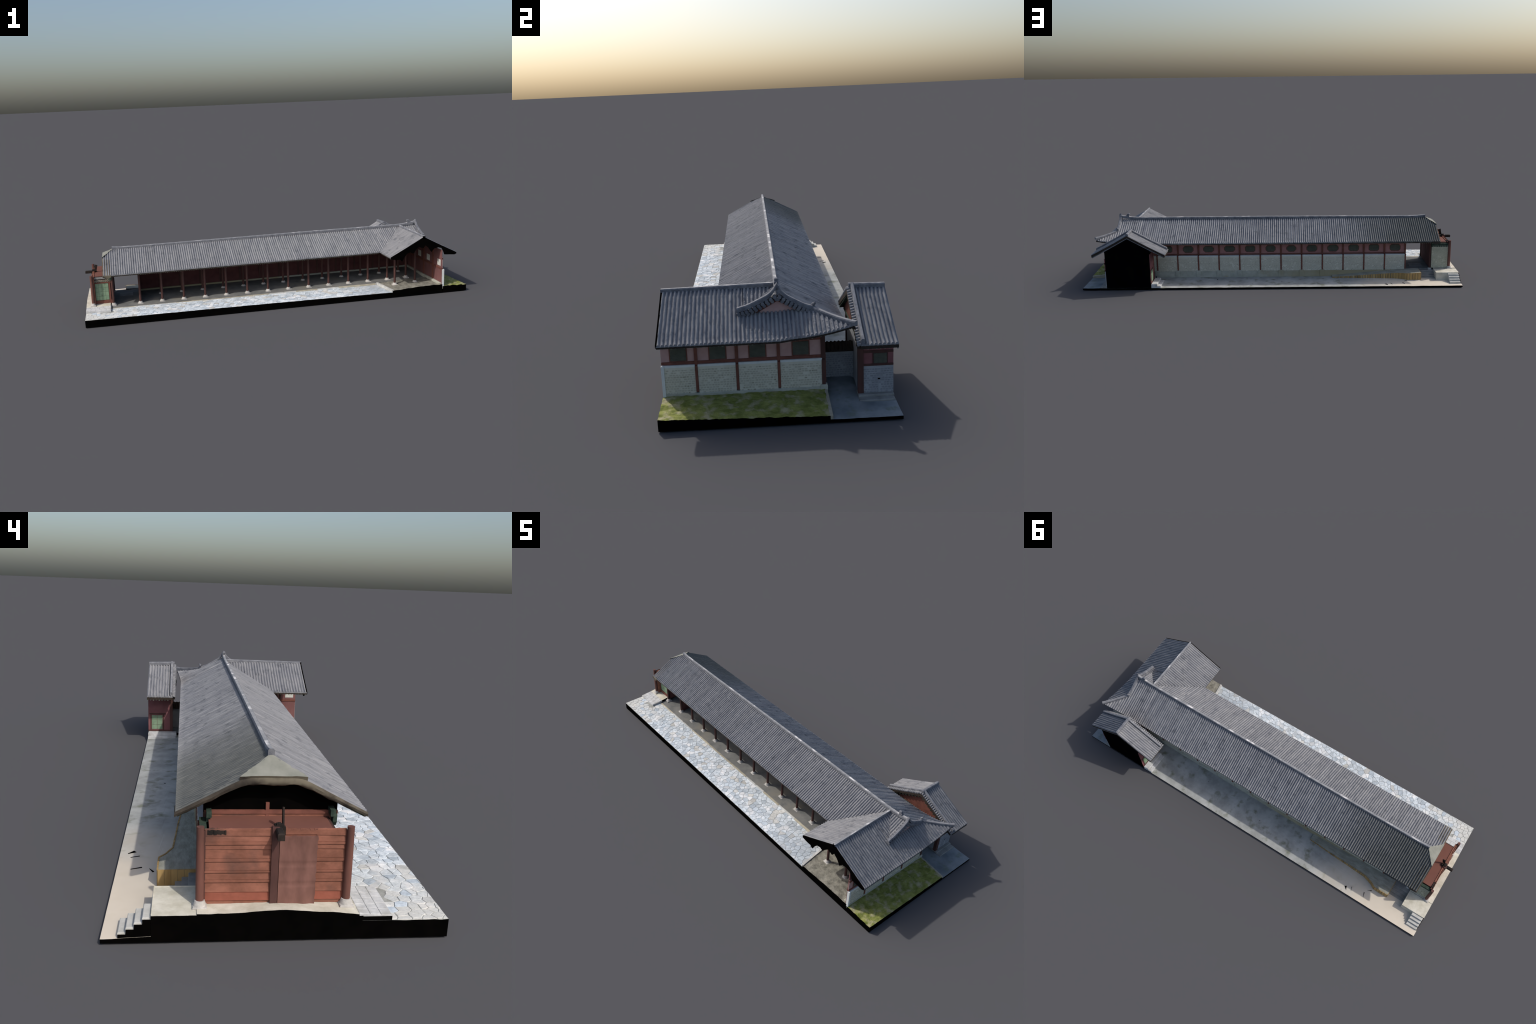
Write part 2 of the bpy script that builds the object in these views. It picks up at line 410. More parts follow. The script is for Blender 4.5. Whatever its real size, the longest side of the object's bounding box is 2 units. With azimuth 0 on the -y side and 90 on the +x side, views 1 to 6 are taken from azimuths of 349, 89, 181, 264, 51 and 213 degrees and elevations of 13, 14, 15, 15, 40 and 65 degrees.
rf = random.Random(5)
cells = [c for c in cell_polygons(-0.999, 0.585, -0.3215, -0.161, 0.0225, rf)]
def clip_cell(p):
    mx = sum(q[0] for q in p) / len(p); my = sum(q[1] for q in p) / len(p)
    if mx > curb_x(my) - 0.004: return False
    if mx < -0.873 and my > -0.217: return False
    return True
cells = [(a, [(min(x, curb_x(y) - 0.0035), y) for x, y in p]) for a, p in cells if clip_cell(p)]
cells.sort(key=lambda c: -c[0])
rest = Geo()
for k, (ar, poly) in enumerate(cells):
    h = 0.0011 + rf.uniform(0, 0.0009)
    if k < 300:
        cx = sum(q[0] for q in poly) / len(poly); cy = sum(q[1] for q in poly) / len(poly)
        g = Geo()
        flag_geo(g, poly, z_pave, 0.0008, h, cx, cy)
        pick = rf.random()
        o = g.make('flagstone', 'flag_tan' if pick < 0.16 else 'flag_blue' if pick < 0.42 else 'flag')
        o.location = (cx, cy, 0)
    else:
        flag_geo(rest, poly, z_pave, 0.0008, h)
if rest.v:
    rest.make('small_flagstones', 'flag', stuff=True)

g = Geo()
g.box(-0.9998, -0.9990, -0.2128, -0.1502, 0.034, 0.0448)
g.box(-0.9999, -0.9985, -0.1575, -0.1495, 0.0, 0.0462)
g.make('platform_cut_face', 'black')
# squared slabs of the small platform
zp = lambda x, y: 0.0455 + 0.004 * (y + 0.213) / 0.063
for j in range(3):
    x = -0.998
    while x < -0.885:
        w = min(R.uniform(0.016, 0.03), -0.878 - x)
        y0, y1 = -0.2125 + j * 0.021, -0.2125 + (j + 1) * 0.021
        g = Geo()
        flag_geo(g, [(x, y0), (x + w, y0), (x + w, y1), (x, y1)], zp, 0.0006, 0.0012)
        g.make('platform_slab', 'slab')
        x += w

# kerb stones
x = -0.874
while x < 0.558:
    w = min(R.uniform(0.06, 0.13), 0.562 - x)
    g = Geo()
    g.box(x + 0.0008, x + w, -0.1635, -0.1545, 0.02, 0.0372 + R.uniform(0, 0.0008), 0, 0.001)
    g.make('kerb_stone', 'curb' if R.random() < 0.45 else 'curb_tan')
    x += w
for k in range(3):
    ya, yb = -0.1545 - k * 0.056, -0.1545 - (k + 1) * 0.056
    g = Geo()
    xa, xb = curb_x(ya), curb_x(yb)
    pts = [(xa - 0.004, ya), (xb - 0.004, yb + 0.0006), (xb + 0.005, yb + 0.0006), (xa + 0.005, ya)]
    g.prism(pts, 2, 0.02, 0.0408)
    g.make('kerb_stone', 'curb')

# lawn kerb
g = Geo()
for k in range(5):
    xa, xb = 0.864 + k * 0.0272, 0.864 + (k + 1) * 0.0272
    za, zb = 0.037 - (xa - .862) / .138 * .016, 0.037 - (xb - .862) / .138 * .016
    g.add([(xa, .1285, .002), (xb - .0006, .1285, .002), (xb - .0006, .137, .002), (xa, .137, .002),
           (xa, .1285, za), (xb - .0006, .1285, zb), (xb - .0006, .137, zb - .001), (xa, .137, za - .001)],
          [(3, 2, 1, 0), (4, 5, 6, 7), (0, 1, 5, 4), (1, 2, 6, 5), (2, 3, 7, 6), (3, 0, 4, 7)])
g.make('lawn_kerb', 'curb_tan')

# stairs at the north-west corner
core = Geo()
for k in range(4):
    g = Geo()
    y0 = 0.2325 + k * 0.0148
    zt = 0.0478 - k * 0.0096
    g.box(-0.9965, -0.940, y0, y0 + 0.0152, 0.004, zt, 0, 0.0012)
    core.box(-0.9995, -0.945, y0 - 0.0002 * k, y0 + 0.0146, 0.001, zt - 0.0035)
    g.make('stair_step', 'step')
core.make('stair_core', 'black')
g = Geo()
g.box(-0.995, -0.878, 0.2305, 0.2325, 0.043, 0.0538, 0, 0.001)
g.box(-0.8825, -0.878, 0.15, 0.2324, 0.043, 0.0539, 0, 0.001)
g.make('platform_edge_stone', 'ochre_stone')
g = Geo()
g.box(-0.940, -0.879, 0.231, 0.2335, 0.0, 0.045)
g.box(-0.8815, -0.879, 0.15, 0.231, 0.0, 0.045)
g.make('platform_side_wall', 'ochre_stone')
# steps between platform and ramp
for k in range(4):
    g = Geo()
    y1 = 0.152 + k * 0.014
    g.box(-0.8795, -0.7965, 0.138, y1 + 0.012, 0.004, 0.0455 - k * 0.0095, 0, 0.001)
    g.make('passage_step', 'step_grey')

# ramp along the north wall
RAMP = [(-0.325, 0.178, 0.017), (-0.45, 0.187, 0.026), (-0.56, 0.192, 0.035), (-0.655, 0.197, 0.042), (-0.70, 0.212, 0.046), (-0.725, 0.2265, 0.0475), (-0.797, 0.2265, 0.0515)]
g = Geo()
for a, b in zip(RAMP[:-1], RAMP[1:]):
    g.add([(a[0], .1425, .003), (a[0], a[1], .003), (a[0], .1425, a[2] + .003), (a[0], a[1], a[2]),
           (b[0], .1425, .003), (b[0], b[1], .003), (b[0], .1425, b[2] + .003), (b[0], b[1], b[2])],
          [(2, 3, 7, 6), (1, 5, 7, 3), (0, 4, 5, 1)])
e = len(g.v) - 4
g.f.append((e, e + 1, e + 3, e + 2)); g.i.append(0)
g.make('ramp', 'ramp')
for a, b in zip(RAMP[:-1], RAMP[1:]):
    L = math.hypot(b[0] - a[0], b[1] - a[1])
    n = max(1, round(L / 0.0145))
    ux, uy = (b[0] - a[0]) / L, (b[1] - a[1]) / L
    nx, ny = (uy, -ux) if uy * 0 - ux * 1 > 0 else (-uy, ux)
    if ny < 0: nx, ny = -nx, -ny
    for k in range(n):
        t0, t1 = k / n, (k + 1) / n - 0.03
        P0 = [a[i] + (b[i] - a[i]) * t0 for i in range(3)]
        P1 = [a[i] + (b[i] - a[i]) * t1 for i in range(3)]
        th = 0.0032 + R.uniform(0, 0.0006)
        g = Geo()
        q = [(P0[0], P0[1]), (P1[0], P1[1]), (P1[0] + nx * th, P1[1] + ny * th), (P0[0] + nx * th, P0[1] + ny * th)]
        g.add([(*p, 0.004) for p in q] + [(q[0][0], q[0][1], P0[2] + .0012), (q[1][0], q[1][1], P1[2] + .0012), (q[2][0], q[2][1], P1[2] + .0012), (q[3][0], q[3][1], P0[2] + .0012)],
              [(3, 2, 1, 0), (4, 5, 6, 7), (0, 1, 5, 4), (1, 2, 6, 5), (2, 3, 7, 6), (3, 0, 4, 7)])
        g.make('ramp_board', 'board')
g = Geo()
for k in range(6):
    y0 = 0.145 + k * 0.0139
    g.box(-0.7995, -0.797, y0, y0 + 0.0134, 0.004, 0.052)
g.make('ramp_end_board', 'board')
g = Geo()
g.box(-0.835, -0.762, 0.02, 0.085, FL, FL + 0.008, 0, 0.001)
g.make('door_ramp_plate', 'step_grey')

# ------------------------------------------------------------------ roof
def corner_lift(x, y):
    d = math.hypot(x - 0.945, y - 0.205)
    return 0.034 * max(0.0, 1 - d / 0.21) ** 2

def roof_z(d, zr, ze, dmax, sag=0.001):
    t = d / dmax
    return zr - (zr - ze) * t - sag * 4 * t * (1 - t)

class Panel:
    """One roof slope: s runs along the ridge, d runs from the ridge down to the eave (both in plan)."""
    def __init__(self, to_xy, s0, s1, d0, d1, zr=ZR, ze=ZE, dmax=D, lift=True):
        self.to_xy, self.s0, self.s1, self.d0, self.d1 = to_xy, s0, s1, d0, d1
        self.zr, self.ze, self.dmax, self.lift = zr, ze, dmax, lift
    def pt(self, s, d, h):
        x, y = self.to_xy(s, d)
        z = roof_z(d, self.zr, self.ze, self.dmax) + h
        if self.lift:
            z += corner_lift(x, y)
            if y > RY: z += min(1.0, (y - RY) / 0.03) * 0.003 * min(1.0, max(0.0, (x - 0.25) / 0.45))
        return (x, y, z)
    def row(self, g, s, rnd, tiles=11, width=PITCH, origin=None):
        """A row of barrel tiles beside a channel of pan tiles, stepping down the slope."""
        w = width / 2
        prof = [(-w, -0.0024, 1), (-0.66 * w, -0.0020, 1), (-0.54 * w, -0.0002, 0), (-0.3 * w, 0.0014, 0), (0, 0.0020, 0),
                (0.3 * w, 0.0014, 0), (0.54 * w, -0.0002, 0), (0.66 * w, -0.0020, 1), (w, -0.0024, 1)]
        n = len(prof)
        j1 = [rnd.uniform(-0.00025, 0.00025) for _ in range(tiles + 1)]
        jh = [rnd.uniform(-0.0002, 0.00025) for _ in range(tiles + 1)]
        secs = []
        ts = []
        for k in range(tiles):
            ts += [(k / tiles, k, 0.0), ((k + 0.97) / tiles, k, 0.0007)]
        ts.append((1.0, tiles - 1, 0.0007))
        for (t, k, step) in ts:
            sec = []
            for (u, h, pan) in prof:
                ss = s + u
                a, b = self.d0(ss), self.d1(ss)
                d = a + (max(b, a + 1e-4) - a) * t
                if pan:
                    p = self.pt(ss, d, h)
                else:
                    p = self.pt(ss + j1[k], d, h + jh[k] + step)
                sec.append(p)
            secs.append(sec)
        v, f, mi = [], [], []
        for sec in secs:
            v += sec
        m = len(secs)
        for q in range(m - 1):
            for c in range(n - 1):
                a = q * n + c
                f.append((a, a + 1, a + n + 1, a + n))
                mi.append(1 if (prof[c][2] and prof[c + 1][2]) else 0)
        # the lower end: drop the rim of the last tile to a lip
        b0 = len(v)
        for c in range(n):
            x, y, z = secs[-1][c]
            v.append((x, y, z - (0.003 if prof[c][2] else 0.003 + prof[c][1] + 0.0024)))
        for c in range(n - 1):
            a = (m - 1) * n + c
            f.append((a, a + 1, b0 + c + 1, b0 + c))
            mi.append(0)
        if origin:
            v = [(x - origin[0], y - origin[1], z - origin[2]) for x, y, z in v]
        g.add(v, f, mi)
    def bed(self, g, top=-0.0028, bot=-0.0105, ns=None, nd=12, mi=(0, 1)):
        ns = ns or max(4, int((self.s1 - self.s0) / 0.012))
        T, B = [], []
        for i in range(ns + 1):
            s = self.s0 + (self.s1 - self.s0) * i / ns
            a, b = self.d0(s), self.d1(s)
            for j in range(nd + 1):
                d = a + (max(b - 0.0008, a + 1e-4) - a) * j / nd
                T.append(self.pt(s, d, top))
                B.append(self.pt(s, d, bot))
        W = nd + 1
        N = len(T)
        f, mm = [], []
        for i in range(ns):
            for j in range(nd):
                a = i * W + j
                f += [(a, a + 1, a + W + 1, a + W), (N + a, N + a + W, N + a + W + 1, N + a + 1)]
                mm += [mi[0], mi[1]]
            for j in (0, nd):
                a = i * W + j
                f.append((a, a + W, N + a + W, N + a)); mm.append(mi[1])
        for i in (0, ns):
            for j in range(nd):
                a = i * W + j
                f.append((a, a + 1, N + a + 1, N + a)); mm.append(mi[1])
        g.add(T + B, f, mm)
    def rafters(self, g, rnd, s0=None, s1=None, length=0.055, dz=-0.0115):
        s = (s0 if s0 is not None else self.s0) + PITCH / 2
        while s < (s1 if s1 is not None else self.s1):
            b = self.d1(s)
            ln = min(length, b - self.d0(s) - 0.012)
            if b > self.dmax - 0.01 and ln > 0.012:
                g.cyl(self.pt(s, b - ln, dz), self.pt(s, b - 0.0025 - rnd.uniform(0, 0.0015), dz), 0.0029, n=6, mi=0, end_mi=1)
            s += PITCH

HW = 0.096          # half width in plan of the east gable (from the ridge)
XG = RX + HW        # the gable's plane
def patch_start(x):
    """Where the rows begin: the west end of the ridge is cut by a plastered half-hip with a ragged border."""
    if x > -0.85: return 0.0
    return 0.060 * (-0.85 - x) / 0.052 + 0.003 * fbm(x, 0.3, 160)
S_MAIN = Panel(lambda s, d: (s, RY - d), -0.902, XG, patch_start,
               lambda s: D - 0.0022 if s < RX - D else max(0.0015, abs(s - RX)))
N_MAIN = Panel(lambda s, d: (s, RY + d), -0.902, RX + D + 0.003, lambda s: patch_start(s) if s < XG else HW + (s - XG) / 0.885,
               lambda s: D - 0.002 + 0.016 * max(0.0, (s - 0.72) / 0.22) ** 2)
W_WING = Panel(lambda s, d: (RX - d, s), -0.3198, RY, lambda s: 0.0, lambda s: D if s < RY - D else max(0.0015, RY - s), zr=ZR - 0.002)
E_WING = Panel(lambda s, d: (RX + d, s), -0.3198, RY + D + 0.010, lambda s: 0.0 if s < RY - HW else (HW - 0.004 if s < RY + HW else HW + (s - RY - HW) * 0.885), lambda s: D + 0.003 * max(0.0, (s - 0.05) / 0.15), zr=ZR - 0.002)
E_IN = Panel(lambda s, d: (RX + d, s), RY - HW, RY, lambda s: 0.0, lambda s: max(0.0015, RY - s), zr=ZR - 0.002)

g = Geo()
for p in (S_MAIN, N_MAIN, W_WING, E_WING, E_IN):
    p.bed(g)
roof = g.make('roof', ['pan', 'soffit'])
rr = random.Random(21)

def lay_rows(panel, name, mats, stuff_name, named=lambda s: True, shared=None):
    rest = Geo()
    s = panel.s0 + PITCH / 2
    pool = []
    while s < panel.s1 + 1e-6:
        if named(s):
            if shared and shared[0] < s < shared[1]:
                if len(pool) < 8:
                    g = Geo()
                    panel.row(g, s, rr, origin=(s, 0, 0))
                    me = mesh(name, g.v, g.f, mats, g.i, 60)
                    pool.append(me)
                else:
                    me = rr.choice(pool)
                o = obj(name, me, roof)
                o.location = (s + rr.uniform(-.0004, .0004), 0, rr.uniform(-.0004, .0004))
            else:
                g = Geo()
                panel.row(g, s, rr)
                obj(name, mesh(name, g.v, g.f, mats, g.i, 60), roof)
        else:
            panel.row(rest, s, rr)
        s += PITCH
    if rest.v:
        obj(stuff_name, mesh(stuff_name, rest.v, rest.f, mats, rest.i, 60), roof, True)

lay_rows(N_MAIN, 'tile_row', ['tile_n', 'pan_n'], 'hip_tile_rows', lambda s: s < XG, (-0.84, 0.72))
lay_rows(S_MAIN, 'tile_row', ['tile', 'pan'], 'valley_tile_rows', lambda s: s < 0.73, (-0.84, 0.56))
lay_rows(W_WING, 'tile_row', ['tile_wing', 'pan_wing'], 'wing_tile_rows', lambda s: False)
lay_rows(E_WING, 'tile_row', ['tile_wing', 'pan_wing'], 'wing_side_tile_rows', lambda s: False)
lay_rows(E_IN, 'tile_row', ['tile_wing', 'pan_wing'], 'inner_valley_tile_rows', lambda s: False)

g = Geo()
S_MAIN.rafters(g, rr, s1=0.56); N_MAIN.rafters(g, rr, s1=0.92); W_WING.rafters(g, rr, s1=-0.19); E_WING.rafters(g, rr, s1=0.18)
g.make('rafters', ['rafter', 'rafter_end'], roof, True, smooth=40)

# ridges
def ridge_h(x):
    return 0.3213 + 0.004 * max(0, min(1, (x + 0.7) / 0.9)) + 0.005 * max(0, (-0.78 - x) / 0.07) ** 2 + 0.0135 * max(0, (x - 0.72) / 0.13) ** 2
def wavy(v, s, a=0.0008):
    return v + a * mnoise.noise(Vector((s * 60, 3.1, 0.2)))
g = Geo()
pts = []
for k in range(120):
    x = -0.852 + (0.853 + 0.852) * k / 119
    pts.append((x, RY, wavy(ridge_h(x), x) - 0.0135))
g.band(pts, 0.0135, 0.0135, (0, 1, 0), (0, 1))
g.make('ridge_cap', ['ridge', 'ridge_top'], roof, smooth=30)
g = Geo()
g.band([(RX + 0.001, -0.3215 + 0.325 * k / 40, wavy(0.3180 + 0.0040 * k / 40, k * .01) - 0.013) for k in range(41)], 0.0125, 0.0115, (1, 0, 0), (0, 1))
g.make('ridge_cap', ['ridge', 'ridge_top'], roof, smooth=30)
# finial block on the main ridge
g = Geo()
g.box(0.803, 0.818, 0.001, 0.013, 0.325, 0.341, 0, 0.002)
g.box(0.800, 0.813, 0.002, 0.012, 0.339, 0.3475, 0, 0.002)
g.make('ridge_finial', 'ridge', roof)

# east gable: verge ridges, tile ends under them, plaster triangle, hip ridge
def verge_z(t):     # 0 at ridge, 1 at lower end
    return 0.3185 - 0.055 * (t ** 0.85) + 0.0045 * max(0, t - 0.75) / 0.25
for sg in (-1, 1):
    L = 0.112 if sg < 0 else 0.097
    g = Geo()
    g.band([(0.851, RY + sg * L * k / 14, verge_z(k / 14) + 0.016 * max(0, 1 - k / 4) ** 2 - (0.004 if sg > 0 else 0) * k / 14) for k in range(15)], 0.013, 0.0125, (1, 0, 0), (0, 0), 0.7)
    g.make('verge_ridge', ['ridge', 'ridge_top'], roof, smooth=30)
    n = 10 if sg < 0 else 9
    for k in range(n):
        t = (k + 0.6) / n
        g = Geo()
        y = RY + sg * L * t
        z = verge_z(t) - 0.0055
        g.cyl((0.835, y, z + 0.001), (0.861, y, z), 0.0052, 0.0052, 10)
        g.cyl((0.835, y - sg * 0.004, z - 0.005), (0.8585, y - sg * 0.004, z - 0.0062), 0.005, 0.005, 8)
        g.make('verge_tile', 'pan', roof, smooth=40)
g = Geo()
g.prism([(RY - 0.085, 0.258), (RY + 0.085, 0.258), (RY, 0.305)], 0, 0.838, 0.842)
g.make('gable_trim', 'wood_red')
g = Geo()
g.prism([(RY - 0.062, 0.2575), (RY + 0.066, 0.2575), (RY, 0.2925)], 0, 0.8421, 0.8445)
g.make('gable_plaster', 'pink')
g = Geo()
hp = []
for k in range(17):
    t = k / 16
    q = HW - 0.004 + (D - HW + 0.010) * t
    x, y = RX + q, RY + HW - 0.004 + (D - HW + 0.020) * t
    hp.append((x, y, roof_z(min(q, D), ZR, ZE, D) + corner_lift(x, y) - 0.003 + 0.002 * t))
g.band(hp, 0.0125, 0.0125, (0.7071, -0.7071, 0), (0, 1), 0.7)
g.make('hip_ridge', ['ridge', 'tile'], roof, smooth=30)
g = Geo()
g.cyl((0.846, 0.105, 0.277), (0.853, 0.111, 0.286), 0.006, 0.003, 8)
g.make('hip_finial', 'ridge', roof)

# west half-hip plaster, thick rim and gable
g = Geo()
nseg = 14
top, rim = [], []
for i in range(nseg + 1):
    x = -0.848 - 0.056 * i / nseg
    hw = 0.063 * i / nseg + 0.002
    for j in range(13):
        u = -1 + 2 * j / 12
        rag = 1 + 0.22 * (i / nseg) * mnoise.noise(Vector((x * 220, u * 3, 1.0)))
        y = RY + hw * u * rag
        zc = ZR + 0.003 - 0.030 * (i / nseg) ** 0.9
        top.append((x, y, zc - 0.001 * u * u + 0.0012 * fbm(x, y, 40)))
for i in range(nseg):
    for j in range(12):
        a = i * 13 + j
        g.f.append((a, a + 1, a + 14, a + 13)); g.i.append(0)
g.v = top
b = nseg * 13
n0 = len(g.v)
for j in range(13):
    x, y, z = g.v[b + j]
    g.v.append((x + 0.004, y, z - 0.012))
for j in range(12):
    g.f.append((b + j, b + j + 1, n0 + j + 1, n0 + j)); g.i.append(1)
g.make('half_hip_plaster', ['plaster', 'soffit_w'], roof, smooth=40)
# rim of the gable edge: thick rounded plaster edge, up one slope, under the half-hip and down the other
g = Geo()
secs = []
NK = 48
for k in range(NK + 1):
    y = RY - D + 2 * D * k / NK
    d = abs(y - RY)
    flat = 0.283
    z = roof_z(d, ZR, ZE, D) - 0.002
    z = -0.004 * math.log(math.exp(-z / 0.004) + math.exp(-flat / 0.004))
    q = d / D
    th = 0.017 - 0.006 * q
    dep = 0.028
    wob = 0.0016 * mnoise.noise(Vector((y * 60, 1.7, 4.0)))
    secs.append([(-0.9020, y, z + 0.0005), (-0.9052, y, z - th * 0.35 + wob), (-0.9035, y, z - th * 0.8 + wob), (-0.897, y, z - th + wob * 2),
                 (-0.897 + dep * 0.6, y, z - th - 0.001 - 0.004 * q), (-0.862, y, z - th + 0.004), (-0.862, y, z)])
NS = 7
for q in secs: g.v += q
for k in range(NK):
    for j in range(NS):
        a = NS * k + j; b = NS * k + (j + 1) % NS
        g.f.append((a, b, b + NS, a + NS)); g.i.append(0)
g.f.append(tuple(NK * NS + j for j in range(NS))); g.i.append(0)
g.f.append(tuple(range(NS))); g.i.append(0)
g.make('gable_rim', 'soffit_w', roof, smooth=50)
g = Geo()
g.prism([(-0.125, 0.205), (0.137, 0.205), (0.137, 0.228), (0.06, 0.268), (-0.045, 0.268), (-0.125, 0.228)], 0, -0.872, -0.866)
g.make('gable_wall', 'black')  # plain black face at the back of the dark hollow under the roof edge
g = Geo()
g.box(-0.878, -0.870, -0.125, 0.135, 0.203, 0.210)
g.box(-0.877, -0.871, 0.010, 0.017, 0.196, 0.225)
g.make('gable_rail', 'wood_red')
g = Geo()
g.box(-0.876, -0.871, -0.12, 0.13, 0.18, 0.203)
g.make('gable_panel', 'panel_w')
for y in (0.128, -0.117):
    g = Geo()
    g.prism([(-0.862, 0.178), (-0.885, 0.182), (-0.893, 0.192), (-0.893, 0.207), (-0.862, 0.207)], 1, y - 0.004, y + 0.004)
    g.make('bracket', 'beam_green')

# ------------------------------------------------------------------ columns
def column_mesh(r, z0, z1, name):
    prof = [(r * 1.03, z0), (r * 1.05, z0 + (z1 - z0) * 0.3), (r, z0 + (z1 - z0) * 0.7), (r * 0.94, z1)]
    v, f = [], []
    n = 12
    for (q, z) in prof:
        v += [(q * math.cos(2 * math.pi * k / n), q * math.sin(2 * math.pi * k / n), z) for k in range(n)]
    for L in range(len(prof) - 1):
        f += [(L * n + k, L * n + (k + 1) % n, (L + 1) * n + (k + 1) % n, (L + 1) * n + k) for k in range(n)]
    f.append(tuple((len(prof) - 1) * n + k for k in range(n)))
    f.append(tuple(range(n - 1, -1, -1)))
    return mesh(name, v, f, 'post_red' if name == 'corner_post' else 'column', None, 50)

def base_mesh(z0, z1, w, r, round_top=True):
    g = Geo()
    g.box(-w, w, -w, w, z0, z0 + (z1 - z0) * 0.42, 0, 0.0012)
    g.cyl((0, 0, z0 + (z1 - z0) * 0.4), (0, 0, z1), w * 0.95, r * 1.25, 14)
    me = mesh('column_base', g.v, g.f, 'base_stone', g.i, 40)
    return me

COL = column_mesh(0.0058, 0.048, 0.222, 'column')
COL_HI = column_mesh(0.0056, 0.048, 0.29, 'column')
BASE = base_mesh(0.034, 0.0500, 0.0145, 0.0066)
def put_column(x, y, me=COL, base=BASE, dz=0.0):
    o = obj('column', me)
    o.location = (x, y, dz)
    if base:
        b = obj('column_base', base)
        b.location = (x, y, dz)
        b.rotation_euler = (0, 0, R.uniform(-0.12, 0.12))
for x in BAYS:
    put_column(x, YF)
    if x > -0.70:
        put_column(x, YM, COL_HI, dz=0.005)
put_column(-0.863, -0.112, dz=0.004)
put_column(-0.863, 0.132, dz=0.004)
for (x, y) in ((0.634, -0.220), (0.7495, -0.222), (0.7455, -0.110)):
    put_column(x, y, COL if x < 0.7 else COL_HI, BASE, 0.004 if x > 0.7 else 0.0)
put_column(0.75, YM, COL_HI, dz=0.005)
POST = column_mesh(0.0075, 0.062, 0.209, 'corner_post')
PB = base_mesh(0.050, 0.066, 0.0135, 0.0075)
for y in (0.1445, -0.131):
    o = obj('corner_post', POST); o.location = (-0.964, y, 0)
    o = obj('column_base', PB); o.location = (-0.966, y, 0)

# eave beams over the columns
g = Geo()
g.box(-0.90, 0.63, YF - 0.005, YF + 0.005, 0.205, 0.218)
g.box(-0.866, 0.63, YF - 0.0035, YF + 0.0035, 0.196, 0.2035)
g.box(-0.90, -0.72, 0.122, 0.132, 0.203, 0.213)
g.box(0.626, 0.636, -0.3215, YF, 0.197, 0.209)
g.make('eave_beam', 'beam_green')
g = Geo()
for x in BAYS + [-0.863]:
    g.box(x - 0.004, x + 0.004, YF, 0.118, 0.205, 0.214)
g.box(-0.85, 0.83, YM - 0.004, YM + 0.004, 0.270, 0.280)
g.make('cross_beams', 'dark_wood', stuff=True)

# ------------------------------------------------------------------ walls
def brick_wall(axis, face, out, a0, a1, z0, z1, name, bl=0.0086, bh=0.0068, mats=('brick', 'mortar'), parent=None, slab=0.006, rnd=R, top_fine=True, skip=0.10):
    """A panel of pale mortar with separate low-relief bricks. axis 0: wall runs along x; 1: along y."""
    g = Geo()
    def bx(p0, p1, f0, f1, za, zb, mi):
        lo, hi = min(f0, f1), max(f0, f1)
        if axis == 0: g.box(p0, p1, lo, hi, za, zb, mi)
        else: g.box(lo, hi, p0, p1, za, zb, mi)
    bx(a0, a1, face - out * slab, face, z0, z1, 1)
    rows = int((z1 - z0 - 0.002) / bh)
    for r in range(rows):
        z = z0 + 0.001 + r * bh
        fine = top_fine and r > rows * 0.72
        p = a0 - (bl / 2 if r % 2 else 0)
        while p < a1:
            L = bl * rnd.uniform(0.85, 1.15)
            q0, q1 = max(p, a0 + 0.0004), min(p + L - 0.002, a1 - 0.0004)
            if q1 - q0 > 0.002 and rnd.random() > skip:
                dz = rnd.uniform(-0.0004, 0.0004)
                hh = bh - 0.0026 if not fine else bh - 0.0036
                bx(q0, q1, face - out * 0.001, face + out * rnd.uniform(0.0004, 0.0009), z + dz, z + dz + hh, 0)
            p += L
    return g.make(name, list(mats), parent, False)

ZRAIL = 0.1365
